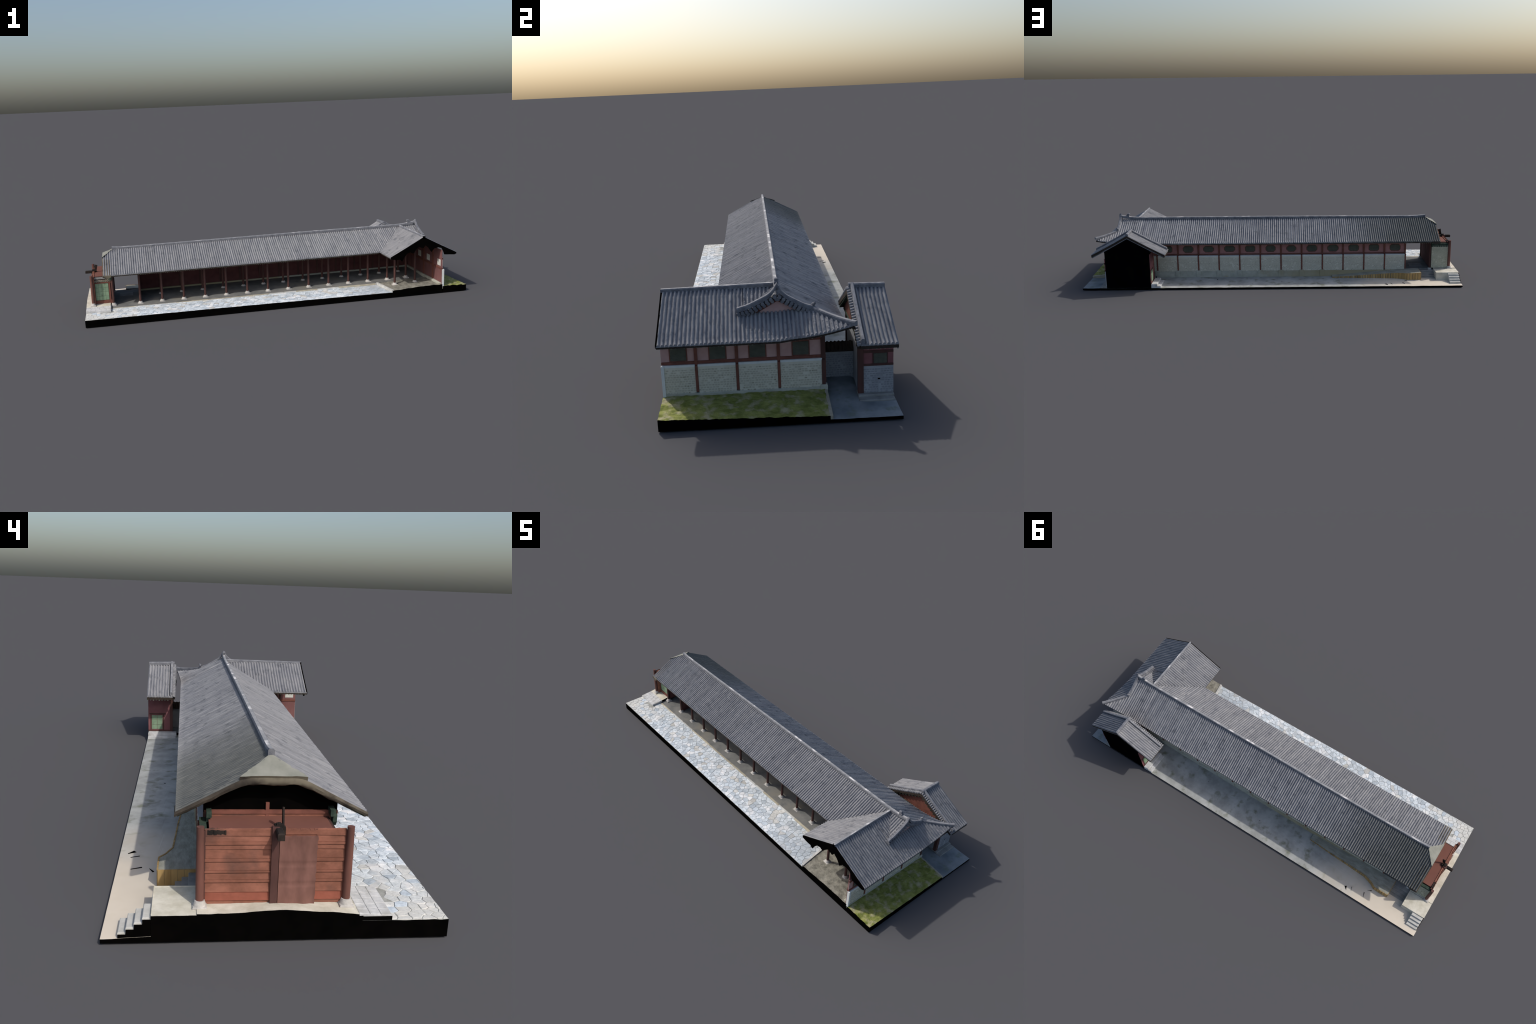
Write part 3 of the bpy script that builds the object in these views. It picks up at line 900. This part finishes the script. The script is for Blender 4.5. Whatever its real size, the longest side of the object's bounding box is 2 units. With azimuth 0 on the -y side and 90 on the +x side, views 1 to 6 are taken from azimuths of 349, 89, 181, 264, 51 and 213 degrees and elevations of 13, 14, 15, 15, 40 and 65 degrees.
# north wall
g = Geo()
g.box(BAYS[0], XE - 0.004, 0.112, 0.1225, 0.02, 0.235)
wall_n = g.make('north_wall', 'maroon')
xs = BAYS + [0.742, XE - 0.006]
posts = Geo()
for a, b in zip(xs[:-1], xs[1:]):
    brick_wall(0, 0.1425 if b < 0.8 else 0.1335, 1, a + 0.004, b - 0.004, 0.046, 0.1285, 'brick_panel', parent=wall_n, slab=0.02)
    g = Geo(); g.box(a + 0.004, b - 0.004, 0.1225, 0.1435 if b < 0.8 else 0.1345, 0.1285, 0.1338, 0, 0.0006)
    g.make('wall_coping', 'coping', wall_n)
    g = Geo(); g.box(a, b, 0.122, 0.1275, 0.1339, 0.1405); g.make('wall_rail', 'wood_red', wall_n)
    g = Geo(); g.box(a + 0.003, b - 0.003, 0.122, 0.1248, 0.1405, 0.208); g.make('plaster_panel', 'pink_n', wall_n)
    g = Geo(); g.box(a, b, 0.122, 0.1277, 0.1945, 0.206); g.make('wall_rail', 'wood_red', wall_n)
    # octagonal lattice window
    cx = (a + b) / 2 + R.uniform(-0.002, 0.002); cz = 0.1675 + R.uniform(-0.001, 0.001); w = 0.0275 + R.uniform(-0.0025, 0.0025); h = 0.0165 + R.uniform(-0.0012, 0.0012); ch = 0.010 + R.uniform(-0.003, 0.003)
    def octo(w, h, c): return [(cx - w, cz - h + c), (cx - w + c, cz - h), (cx + w - c, cz - h), (cx + w, cz - h + c), (cx + w, cz + h - c), (cx + w - c, cz + h), (cx - w + c, cz + h), (cx - w, cz + h - c)]
    g = Geo(); g.prism(octo(w + 0.0025, h + 0.0025, ch + 0.001), 1, 0.124, 0.1258, 0); g.prism(octo(w, h, ch), 1, 0.1245, 0.1262, 1)
    n = 12
    for k in range(1, n):
        xx = cx - w + 2 * w * k / n
        ed = max(0, ch - min(xx - cx + w, cx + w - xx))
        g.box(xx - 0.0006, xx + 0.0006, 0.126, 0.1267, cz - h + ed, cz + h - ed, 2)
    for k in range(1, 8):
        zz = cz - h + 2 * h * k / 8
        ed = max(0, ch - min(zz - cz + h, cz + h - zz))
        g.box(cx - w + ed, cx + w - ed, 0.126, 0.12665, zz - 0.0006, zz + 0.0006, 2)
    g.make('lattice_window', ['wood_red', 'lattice_back', 'lattice'], wall_n)
for i, x in enumerate(xs):
    g = Geo()
    g.box(x - 0.0045, x + 0.0045, 0.120, 0.1292, 0.134, 0.215)
    wv = R.uniform(0.003, 0.004)
    g.box(x - wv, x + wv, 0.122, 0.1448 if x < 0.8 else 0.1355, 0.052, 0.134)
    g.make('wall_post', 'wood_red', wall_n)
    if -0.3 < x < 0.7:
        g = Geo(); g.box(x - 0.013, x + 0.013, 0.128, 0.1475, 0.012, 0.0505, 0, 0.003); g.make('post_footing', 'footing', wall_n)
g = Geo()
g.prism([(0.125, 0.0465), (0.1435, 0.0462), (0.1440, 0.034), (0.1465, 0.012), (0.1465, 0.0), (0.125, 0.0)], 0, -0.715, 0.75)
g.prism([(0.12, 0.0465), (0.136, 0.0462), (0.138, 0.012), (0.138, 0.0), (0.12, 0.0)], 0, 0.7501, XE - 0.001)
g.make('wall_footing', 'footing', wall_n)
g = Geo()
g.box(BAYS[0] + 0.004, XE - 0.012, 0.102, 0.112, 0.035, 0.055, 0, 0.002)
g.make('inner_sill', 'footing', wall_n)
g = Geo()
for x in xs[1:-1]:
    g.box(x - 0.0045, x + 0.0045, 0.107, 0.1122, 0.05, 0.235)
g.make('inner_posts', 'column', wall_n)

# east wall
g = Geo()
g.box(XE - 0.007, XE - 0.0035, -CUTY + 0.001, 0.1285, 0.03, 0.232)
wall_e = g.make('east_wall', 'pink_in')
ys = [-CUTY + 0.001, -0.225, -0.112, 0.004, 0.128]
for k, (a, b) in enumerate(zip(ys[:-1], ys[1:])):
    a2, b2 = a + (0.004 if k else 0.0), b - 0.004
    brick_wall(1, XE + 0.0055, 1, a2, b2, 0.0345, 0.121, 'brick_panel', parent=wall_e, skip=0.14)
    g = Geo(); g.box(XE - 0.003, XE + 0.0065, a2, b2, 0.121, 0.1275, 0, 0.0006); g.make('wall_coping', 'coping', wall_e)
    g = Geo(); g.box(XE - 0.004, XE + 0.0016, a2, b2, 0.1275, 0.136); g.make('wall_rail', 'wood_red', wall_e)
    g = Geo(); g.box(XE - 0.004, XE - 0.0012, a2, b2, 0.136, 0.192); g.make('plaster_panel', 'pink', wall_e)
    g = Geo(); g.box(XE - 0.004, XE + 0.0016, a2, b2, 0.181, 0.190); g.make('wall_rail', 'wood_red', wall_e)
    cy = (a + b) / 2 + (0.004 if k == 1 else 0); w = 0.022; za, zb = 0.139, 0.178
    g = Geo()
    g.box(XE - 0.003, XE + 0.0004, cy - w - 0.003, cy + w + 0.003, za - 0.002, zb + 0.003, 0)
    g.box(XE - 0.003, XE + 0.0008, cy - w, cy + w, za, zb, 1)
    for q in range(1, 14):
        yy = cy - w + 2 * w * q / 14
        g.box(XE, XE + 0.0016, yy - 0.0005, yy + 0.0005, za, zb, 2)
    for q in range(1, 11):
        zz = za + (zb - za) * q / 11
        g.box(XE, XE + 0.00155, cy - w, cy + w, zz - 0.0005, zz + 0.0005, 2)
    g.make('lattice_window', ['wood_red', 'lattice_back', 'lattice'], wall_e)
    # inner side: rail and paper window
    g = Geo(); g.box(XE - 0.0095, XE - 0.0065, a2, b2, 0.128, 0.1365); g.make('wall_rail', 'wood_red', wall_e)
    g = Geo(); g.box(XE - 0.0082, XE - 0.0065, cy - 0.018 - (0.02 if k == 0 else 0), cy + 0.018 - (0.02 if k == 0 else 0), 0.145, 0.178, 0); g.make('paper_window', 'white_paper', wall_e)
for k, y in enumerate(ys[1:]):
    g = Geo()
    r = 0.0044 if k < 3 else 0.0062
    g.box(XE - 0.006, XE + 0.003, y - r, y + r, 0.124, 0.205)
    g.box(XE - 0.006, XE + 0.0078, y - r * 0.8, y + r * 0.8, 0.047, 0.124)
    g.box(XE - 0.0125, XE - 0.006, y - r, y + r, 0.045, 0.225)
    g.make('wall_post', 'wood_red' if k < 3 else 'column', wall_e)
g = Geo()
g.box(XE - 0.004, XE + 0.0085, -CUTY + 0.0016, 0.1285, 0.02, 0.043, 0, 0.002)
g.box(XE - 0.006, XE + 0.010, 0.118, 0.1385, 0.01, 0.050, 0, 0.003)
g.make('wall_footing', 'footing', wall_e)
g = Geo()
g.box(XE - 0.020, XE - 0.006, -CUTY + 0.004, 0.118, 0.04, 0.056, 0, 0.003)
g.make('inner_sill', 'footing', wall_e)
g = Geo()
g.box(XE - 0.0035, XE + 0.0088, -0.3224, -0.314, 0.034, 0.128, 0, 0.002)
g.make('wall_end_plaster', 'coping', wall_e)

# the cut through the wing: black section with hanging remains of the roof frame
g = Geo()
low = [(0.570, 0.2065), (0.600, 0.200), (0.620, 0.201), (0.633, 0.189), (0.645, 0.212), (0.661, 0.231), (0.678, 0.236), (0.696, 0.227), (0.706, 0.243),
       (0.725, 0.262), (0.738, 0.256), (0.75, 0.251), (0.762, 0.268), (0.780, 0.252), (0.797, 0.228), (0.812, 0.246), (0.835, 0.249), (0.854, 0.244), (0.866, 0.222),
       (0.871, 0.208), (0.90, 0.206), (0.927, 0.2035), (0.938, 0.2085)]
upz = lambda x: roof_z(abs(x - RX), ZR - 0.002, ZE, D) - 0.0002
for (a, b) in zip(low[:-1], low[1:]):
    g.prism([(a[0], a[1]), (b[0], b[1]), (b[0], max(upz(b[0]), b[1] + .001)), (a[0], max(upz(a[0]), a[1] + .001))], 1, -0.3222, -0.3165)
g.make('roof_cut_face', 'black')
g = Geo()
g.box(0.748, 0.760, -0.3222, -0.317, 0.300, 0.3155)
g.make('ridge_cut_face', 'black')

# partition between the corridor and the passage
g = Geo()
g.box(-0.731, -0.725, -0.104, 0.1115, 0.035, 0.255)
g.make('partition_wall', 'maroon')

# ------------------------------------------------------------------ room at the west end
g = Geo()
g.box(-0.957, -0.866, -0.102, 0.128, 0.186, 0.198)
g.make('flat_cover', 'red_top')
# north: brick with green frieze
room_n = brick_wall(0, 0.1425, 1, -0.957, -0.869, 0.055, 0.172, 'brick_wall', bl=0.0078, bh=0.0052, mats=('brick_ochre', 'mortar_ochre'), slab=0.01, top_fine=False, skip=0.08)
g = Geo()
g.box(-0.957, -0.866, 0.132, 0.145, 0.1795, 0.1925)
g.box(-0.957, -0.866, 0.134, 0.141, 0.172, 0.1795)
for k in range(9):
    x = -0.9535 + k * 0.0097
    g.prism([(x - 0.0038, 0.1795), (x + 0.0038, 0.1795), (x, 0.1722)], 1, 0.1405, 0.1437, 1)
g.make('painted_frieze', ['beam_green', 'rafter_end'])
# south: green papered door, carved frieze
g = Geo()
g.box(-0.957, -0.866, -0.106, -0.098, 0.05, 0.197, 0)
g.make('south_wall', 'column')
for k in range(4):
    for j in range(4):
        g = Geo()
        x0, z0 = -0.9495 + k * 0.0166, 0.072 + j * 0.0222
        g.box(x0, x0 + 0.0158, -0.1076, -0.1055, z0, z0 + 0.0214)
        g.make('door_paper_panel', 'door_green')
g = Geo()
g.box(-0.957, -0.868, -0.1095, -0.105, 0.161, 0.1665)
g.box(-0.957, -0.868, -0.1095, -0.105, 0.052, 0.0705)
g.box(-0.882, -0.874, -0.109, -0.105, 0.060, 0.165)
g.make('door_frame', 'wood_red')
g = Geo()
g.box(-0.957, -0.868, -0.108, -0.105, 0.1665, 0.1965, 0)
for k in range(9):
    x0 = -0.955 + k * 0.0096
    g.box(x0, x0 + 0.0075, -0.1092, -0.107, 0.169, 0.1785, 1)
    g.box(x0 + 0.002, x0 + 0.0055, -0.1098, -0.108, 0.1712, 0.1762, 0)
for k in range(17):
    x0 = -0.955 + k * 0.0051
    g.box(x0, x0 + 0.0024, -0.1092, -0.107, 0.184, 0.1945, 2)
g.make('carved_frieze', ['dark_wood', 'curb_tan', 'slab'])
# west: red board panels, middle post, leaf standing proud
g = Geo()
g.box(-0.960, -0.952, -0.126, 0.138, 0.055, 0.2)
room_w = g.make('west_wall', 'panel_w')
edges = [0.062, 0.079, 0.099, 0.104, 0.118, 0.1225, 0.14, 0.146, 0.164, 0.173, 0.1785, 0.19, 0.204]
def board_strip(y0, y1, xa):
    for k, (za, zb) in enumerate(zip(edges[:-1], edges[1:])):
        g = Geo()
        proud = 0.0032 if (zb - za) < 0.007 else 0.001
        tilt = 0.0016 if (zb - za) > 0.007 else 0.0
        g.add([(xa, y0, za), (xa, y1, za), (xa, y1, zb), (xa, y0, zb),
               (xa - proud - tilt, y0, za + .0004), (xa - proud - tilt * .5, y1, za + .0004), (xa - proud, y1, zb - .0004), (xa - proud + tilt * .3, y0, zb - .0004)],
              [(0, 1, 2, 3), (4, 7, 6, 5), (0, 4, 5, 1), (1, 5, 6, 2), (2, 6, 7, 3), (3, 7, 4, 0)])
        g.make('wall_board', 'panel_low' if k == 0 else 'panel_w', room_w)
board_strip(0.0145, 0.136, -0.960)
board_strip(-0.124, -0.069, -0.9595)
g = Geo()
g.box(-0.9675, -0.955, 0.001, 0.0145, 0.056, 0.208, 0)
g.box(-0.963, -0.955, 0.135, 0.139, 0.056, 0.2, 0)
g.make('middle_post', 'column', room_w)
# the leaf: a warped red door leaf
v, f = [], []
NY, NZ = 14, 30
for side in (0, 1):
    for j in range(NZ + 1):
        for i in range(NY + 1):
            z = 0.056 + 0.134 * j / NZ
            y = 0.0 - 0.070 * i / NY
            if i == NY: y += 0.0022 * mnoise.noise(Vector((z * 110, 2.0, 0)))
            x = -0.9675 + side * 0.006 + 0.0009 * math.sin(i / NY * math.pi * 5) + (0.0016 if 0.094 < z < 0.1 or 0.134 < z < 0.14 else 0)
            v.append((x, y, z + 0.0015 * mnoise.noise(Vector((y * 90, 5, j)))*(j in (0, NZ))))
W = NY + 1; N = W * (NZ + 1)
for j in range(NZ):
    for i in range(NY):
        a = j * W + i
        f += [(a, a + 1, a + W + 1, a + W), (N + a, N + a + W, N + a + W + 1, N + a + 1)]
for j in range(NZ):
    for i in (0, NY):
        a = j * W + i
        f.append((a, a + W, N + a + W, N + a))
for i in range(NY):
    for j in (0, NZ):
        a = j * W + i
        f.append((a, a + 1, N + a + 1, N + a))
g = Geo(); g.add(v, f); g.make('door_leaf', 'panel_leaf', room_w, smooth=50)
# ragged charred top rail of the wall
g = Geo()
n = 90
for k in range(n):
    y0, y1 = -0.122 + 0.257 * k / n, -0.122 + 0.257 * (k + 1) / n
    burnt = abs(y0 + 0.002) < 0.011 or 0.096 < y0 < 0.131
    zt = 0.2005 + 0.012 * math.exp(-(y0 / 0.011) ** 2) + 0.0022 * mnoise.noise(Vector((y0 * 120, 3, 1))) + (0.001 * R.random() if burnt else 0.0)
    zb = 0.1925 + (0.003 * mnoise.noise(Vector((y0 * 130, 9, 1))) if burnt else 0.0)
    g.box(-0.9618 - (R.uniform(0, 0.0012) if burnt else 0), -0.951, y0, y1, zb, zt, 1 if burnt else 0)
g.make('charred_top_rail', ['panel_w', 'dark_wood'], room_w)
g = Geo()
g.box(-0.998, -0.940, -0.004, 0.009, 0.194, 0.2075, 0, 0.002)
g.make('projecting_beam', 'dark_wood', room_w)
g = Geo()
g.prism([(-0.953, 0.205), (-0.940, 0.205), (-0.933, 0.236), (-0.946, 0.240)], 1, -0.009, -0.006)
g.make('beam_stub', 'dark_wood', room_w)
# east: dark folded doors facing the passage
g = Geo()
g.box(-0.868, -0.864, -0.106, 0.134, 0.05, 0.2)
g.make('east_room_wall', 'column')
for k in range(4):
    y0 = -0.104 + k * 0.059
    g = Geo()
    g.box(-0.864, -0.8615, y0, y0 + 0.057, 0.054, 0.19, 0, 0.0006)
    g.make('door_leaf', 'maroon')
g = Geo()
g.box(-0.866, -0.72, 0.131, 0.1385, 0.0, 0.049)
g.make('door_sill', 'step_grey')

# ------------------------------------------------------------------ annex (cut in half by the boundary)
AX, AD, AZR, AZE = 0.7495, 0.192, 0.2940, 0.1895
A_W = Panel(lambda s, d: (AX - d, s), 0.2215, CUTY, lambda s: 0.0, lambda s: AD, AZR, AZE, AD, False)
A_E = Panel(lambda s, d: (AX + d, s), 0.2215, CUTY, lambda s: 0.0, lambda s: AD, AZR, AZE + 0.002, AD, False)
g = Geo()
for p in (A_W, A_E):
    p.bed(g, bot=-0.0145)
annex_roof = g.make('annex_roof', ['pan', 'soffit'])
g = Geo()
for p in (A_W, A_E):
    w = (CUTY - 0.2215) / 9
    for k in range(9):
        p.row(g, p.s0 + w * (k + 0.5), rr, 10, w)
obj('annex_tile_rows', mesh('annex_tile_rows', g.v, g.f, ['tile_wing', 'pan_wing'], g.i, 60), annex_roof, True)
g = Geo()
A_W.rafters(g, rr, 0.235, dz=-0.0172); A_E.rafters(g, rr, 0.235, dz=-0.0155)
g.make('annex_rafters', ['rafter', 'rafter_end'], annex_roof, True, 40)
g = Geo()
g.band([(AX - 0.001, 0.217 + (CUTY - 0.2175) * k / 12, wavy(0.2935 - 0.003 * k / 12, k * .03) - 0.001) for k in range(13)], 0.0145, 0.0125, (1, 0, 0), (0, 0))
g.make('ridge_cap', ['ridge', 'ridge_top'], annex_roof, smooth=30)
for sg in (-1, 1):
    g = Geo()
    g.band([(AX + sg * AD * 0.985 * k / 16, 0.2275, roof_z(AD * k / 16, AZR, AZE, AD) + 0.0005 + 0.003 * (k / 16) ** 3) for k in range(17)], 0.011, 0.0125, (0, 1, 0), (0, 1), 0.6)
    g.make('verge_ridge', ['ridge', 'tile'], annex_roof, smooth=30)
    for k in range(22):
        d = AD * (k + 0.6) / 22
        z = roof_z(d, AZR, AZE, AD) - 0.002
        x = AX + sg * d
        g = Geo()
        g.cyl((x, 0.2115, z - 0.001), (x, 0.2225, z + 0.0018), 0.0042, n=10)
        g.make('verge_tile', 'tile', annex_roof, smooth=40)
    g = Geo()
    P0, P1 = roof_z(0.004, AZR, AZE, AD), roof_z(AD - 0.006, AZR, AZE, AD)
    a, b = AX + sg * 0.0, AX + sg * (AD - 0.006)
    g.prism([(a, P0 - 0.007), (b, P1 - 0.005), (b, P1 - 0.016), (a, P0 - 0.02)], 1, 0.212, 0.2216)
    g.make('verge_board', 'soffit', annex_roof)
# annex cut faces: solid black section
pr = []
nn = 16
g = Geo()
for k in range(nn):
    xa, xb = 0.6385 + (0.872 - 0.6385) * k / nn, 0.6385 + (0.872 - 0.6385) * (k + 1) / nn
    za, zb = [roof_z(abs(q - AX), AZR, AZE, AD) - 0.014 for q in (xa, xb)]
    g.prism([(xa, 0.0), (xb, 0.0), (xb, zb), (xa, za)], 1, 0.30, CUTY - 0.0005)
g.make('annex_cut_face', 'black')
for sg, (xa, xb) in ((-1, (0.562, 0.7495)), (1, (0.7495, 0.937))):
    g = Geo()
    pts = []
    for k in range(9):
        q = xa + (xb - xa) * k / 8
        pts.append((q, roof_z(abs(q - AX), AZR, AZE, AD) - 0.0045))
    for k in range(8, -1, -1):
        q = xa + (xb - xa) * k / 8
        pts.append((q, roof_z(abs(q - AX), AZR, AZE, AD) - 0.0185))
    for k in range(8):
        g.prism([pts[k], pts[k + 1], pts[16 - k], pts[17 - k]], 1, CUTY - 0.004, CUTY - 0.0002)
    g.make('roof_edge_section', 'ridge', annex_roof)
# walls
g = Geo()
g.box(0.642, 0.874, 0.2265, 0.3, 0.01, 0.2)
g.prism([(0.60, 0.186), (0.90, 0.186), (0.90, 0.196), (AX + 0.02, 0.270), (AX - 0.02, 0.270), (0.60, 0.196)], 1, 0.2262, 0.24)
annex_wall = g.make('annex_wall', 'mortar_grey')
g = Geo()
g.prism([(0.592, 0.183), (0.906, 0.183), (0.906, 0.192), (AX, 0.277), (0.592, 0.192)], 1, 0.2238, 0.2261)
g.make('annex_gable_boards', 'wood_red', annex_wall)
g = Geo()
for sg in (-1, 1):
    for k in range(10):
        d = 0.012 + 0.017 * k
        z = roof_z(d, AZR, AZE, AD) - 0.024
        g.cyl((AX + sg * d, 0.2125, z), (AX + sg * d, 0.226, z), 0.0034, n=6)
g.make('gable_rafters', 'rafter', annex_wall, True)
g = Geo()
for zz in (0.176,):
    g.box(0.60, 0.90, 0.2225, 0.228, zz, zz + 0.009)
g.make('annex_tie_beam', 'beam_green', annex_wall)
brick_wall(1, 0.8765, 1, 0.238, CUTY - 0.001, 0.020, 0.101, 'annex_brick_panel', mats=('brick_grey', 'mortar_grey'), parent=annex_wall)
g = Geo(); g.box(0.862, 0.8761, 0.238, CUTY - 0.001, 0.101, 0.168); g.make('plaster_panel', 'purple', annex_wall)
g = Geo(); g.box(0.864, 0.878, 0.238, CUTY - 0.001, 0.101, 0.107); g.box(0.864, 0.878, 0.238, CUTY - 0.001, 0.1395, 0.1465); g.make('wall_rail', 'column', annex_wall)
g = Geo()
g.box(0.864, 0.8777, 0.2635, 0.306, 0.107, 0.1395, 0)
g.box(0.8645, 0.8781, 0.2665, 0.303, 0.1085, 0.138, 1)
for q in range(1, 10):
    g.box(0.877, 0.8786, 0.2665 + 0.0365 * q / 10 - .0005, 0.2665 + 0.0365 * q / 10 + .0005, 0.1085, 0.138, 2)
for q in range(1, 8):
    g.box(0.877, 0.87855, 0.2665, 0.303, 0.1085 + 0.0295 * q / 8 - .0005, 0.1085 + 0.0295 * q / 8 + .0005, 2)
g.make('lattice_window', ['column', 'lattice_back', 'lattice'], annex_wall)
g = Geo()
g.box(0.865, 0.8795, 0.2225, 0.238, 0.02, 0.186)
g.make('annex_post', 'column', annex_wall)
g = Geo(); g.box(0.868, 0.8773, 0.279, 0.287, 0.022, 0.056, 0); g.make('vent_panel', 'mortar_grey', annex_wall)
g = Geo(); g.box(0.868, 0.8777, 0.278, 0.2845, 0.060, 0.0635, 0); g.make('vent_hole', 'black', annex_wall)
g = Geo(); g.box(0.85, 0.890, 0.222, CUTY - 0.0012, 0.004, 0.0205, 0, 0.002); g.make('annex_step', 'step_grey', annex_wall)
g = Geo(); g.box(0.888, 0.910, 0.2215, CUTY - 0.0012, 0.004, 0.0145, 0, 0.002); g.make('annex_step', 'step_grey', annex_wall)
# annex west side: purple wall with papered window, stone steps
g = Geo(); g.box(0.6375, 0.643, 0.226, CUTY - 0.001, 0.03, 0.19); g.make('annex_side_wall', 'purple', annex_wall)
g = Geo()
g.box(0.6355, 0.639, 0.252, 0.317, 0.101, 0.106)
g.box(0.6355, 0.639, 0.232, CUTY - 0.001, 0.030, 0.0365)
g.box(0.6357, 0.639, 0.258, 0.263, 0.0365, 0.101)
g.box(0.6357, 0.639, 0.309, 0.313, 0.0365, 0.101)
g.make('wall_rail', 'column', annex_wall)
g = Geo(); g.box(0.6353, 0.642, 0.2225, 0.234, 0.03, 0.186); g.make('annex_post', 'column', annex_wall)
g = Geo()
for j in range(3):
    for k in range(2):
        g.box(0.6362, 0.639, 0.2645 + k * 0.0222, 0.2645 + k * 0.0222 + 0.021, 0.040 + j * 0.0195, 0.0585 + j * 0.0195)
g.make('paper_window', 'door_green', annex_wall)
g = Geo(); g.box(0.606, 0.6375, 0.207, CUTY - 0.0012, 0.004, 0.0305, 0, 0.002); g.make('annex_step', 'slab', annex_wall)
g = Geo(); g.box(0.588, 0.606, 0.209, CUTY - 0.0012, 0.004, 0.019, 0, 0.002); g.make('annex_step', 'slab', annex_wall)
# wall closing the passage between the corridor and the annex
pw = brick_wall(1, 0.766, 1, 0.140, 0.226, 0.008, 0.104, 'passage_brick_wall', mats=('brick_grey', 'mortar_grey'), slab=0.012)
g = Geo()
g.prism([(0.743, 0.106), (0.777, 0.106), (0.777, 0.112), (0.760, 0.132), (0.743, 0.112)], 1, 0.1405, 0.2262)
for k in range(7):
    y = 0.151 + k * 0.0113
    g.cyl((0.760, y, 0.131), (0.7785, y, 0.110), 0.0038, n=8)
    g.cyl((0.760, y, 0.131), (0.7415, y, 0.110), 0.0038, n=8)
g.make('passage_wall_coping', 'soffit', pw)

# torn gaps in the yard surface, dark wedges
for (x, y, L, w, a) in ((-0.606, 0.296, 0.020, 0.011, 2.2), (-0.632, 0.286, 0.022, 0.003, 1.9), (-0.698, 0.279, 0.026, 0.0045, 1.9), (-0.712, 0.245, 0.02, 0.004, 0.5), (0.30, 0.20, 0.006, 0.003, 0.3), (-0.05, 0.235, 0.006, 0.003, 1.0)):
    g = Geo()
    c, q = math.cos(a), math.sin(a)
    P = [(x + c * L / 2, y + q * L / 2), (x - c * L / 2 - q * w / 2, y - q * L / 2 + c * w / 2), (x - c * L / 2 + q * w / 2, y - q * L / 2 - c * w / 2)]
    zz = z_yard(x, y)
    g.prism(P, 2, zz - 0.003, zz + 0.0014)
    g.make('ground_tear', 'black')
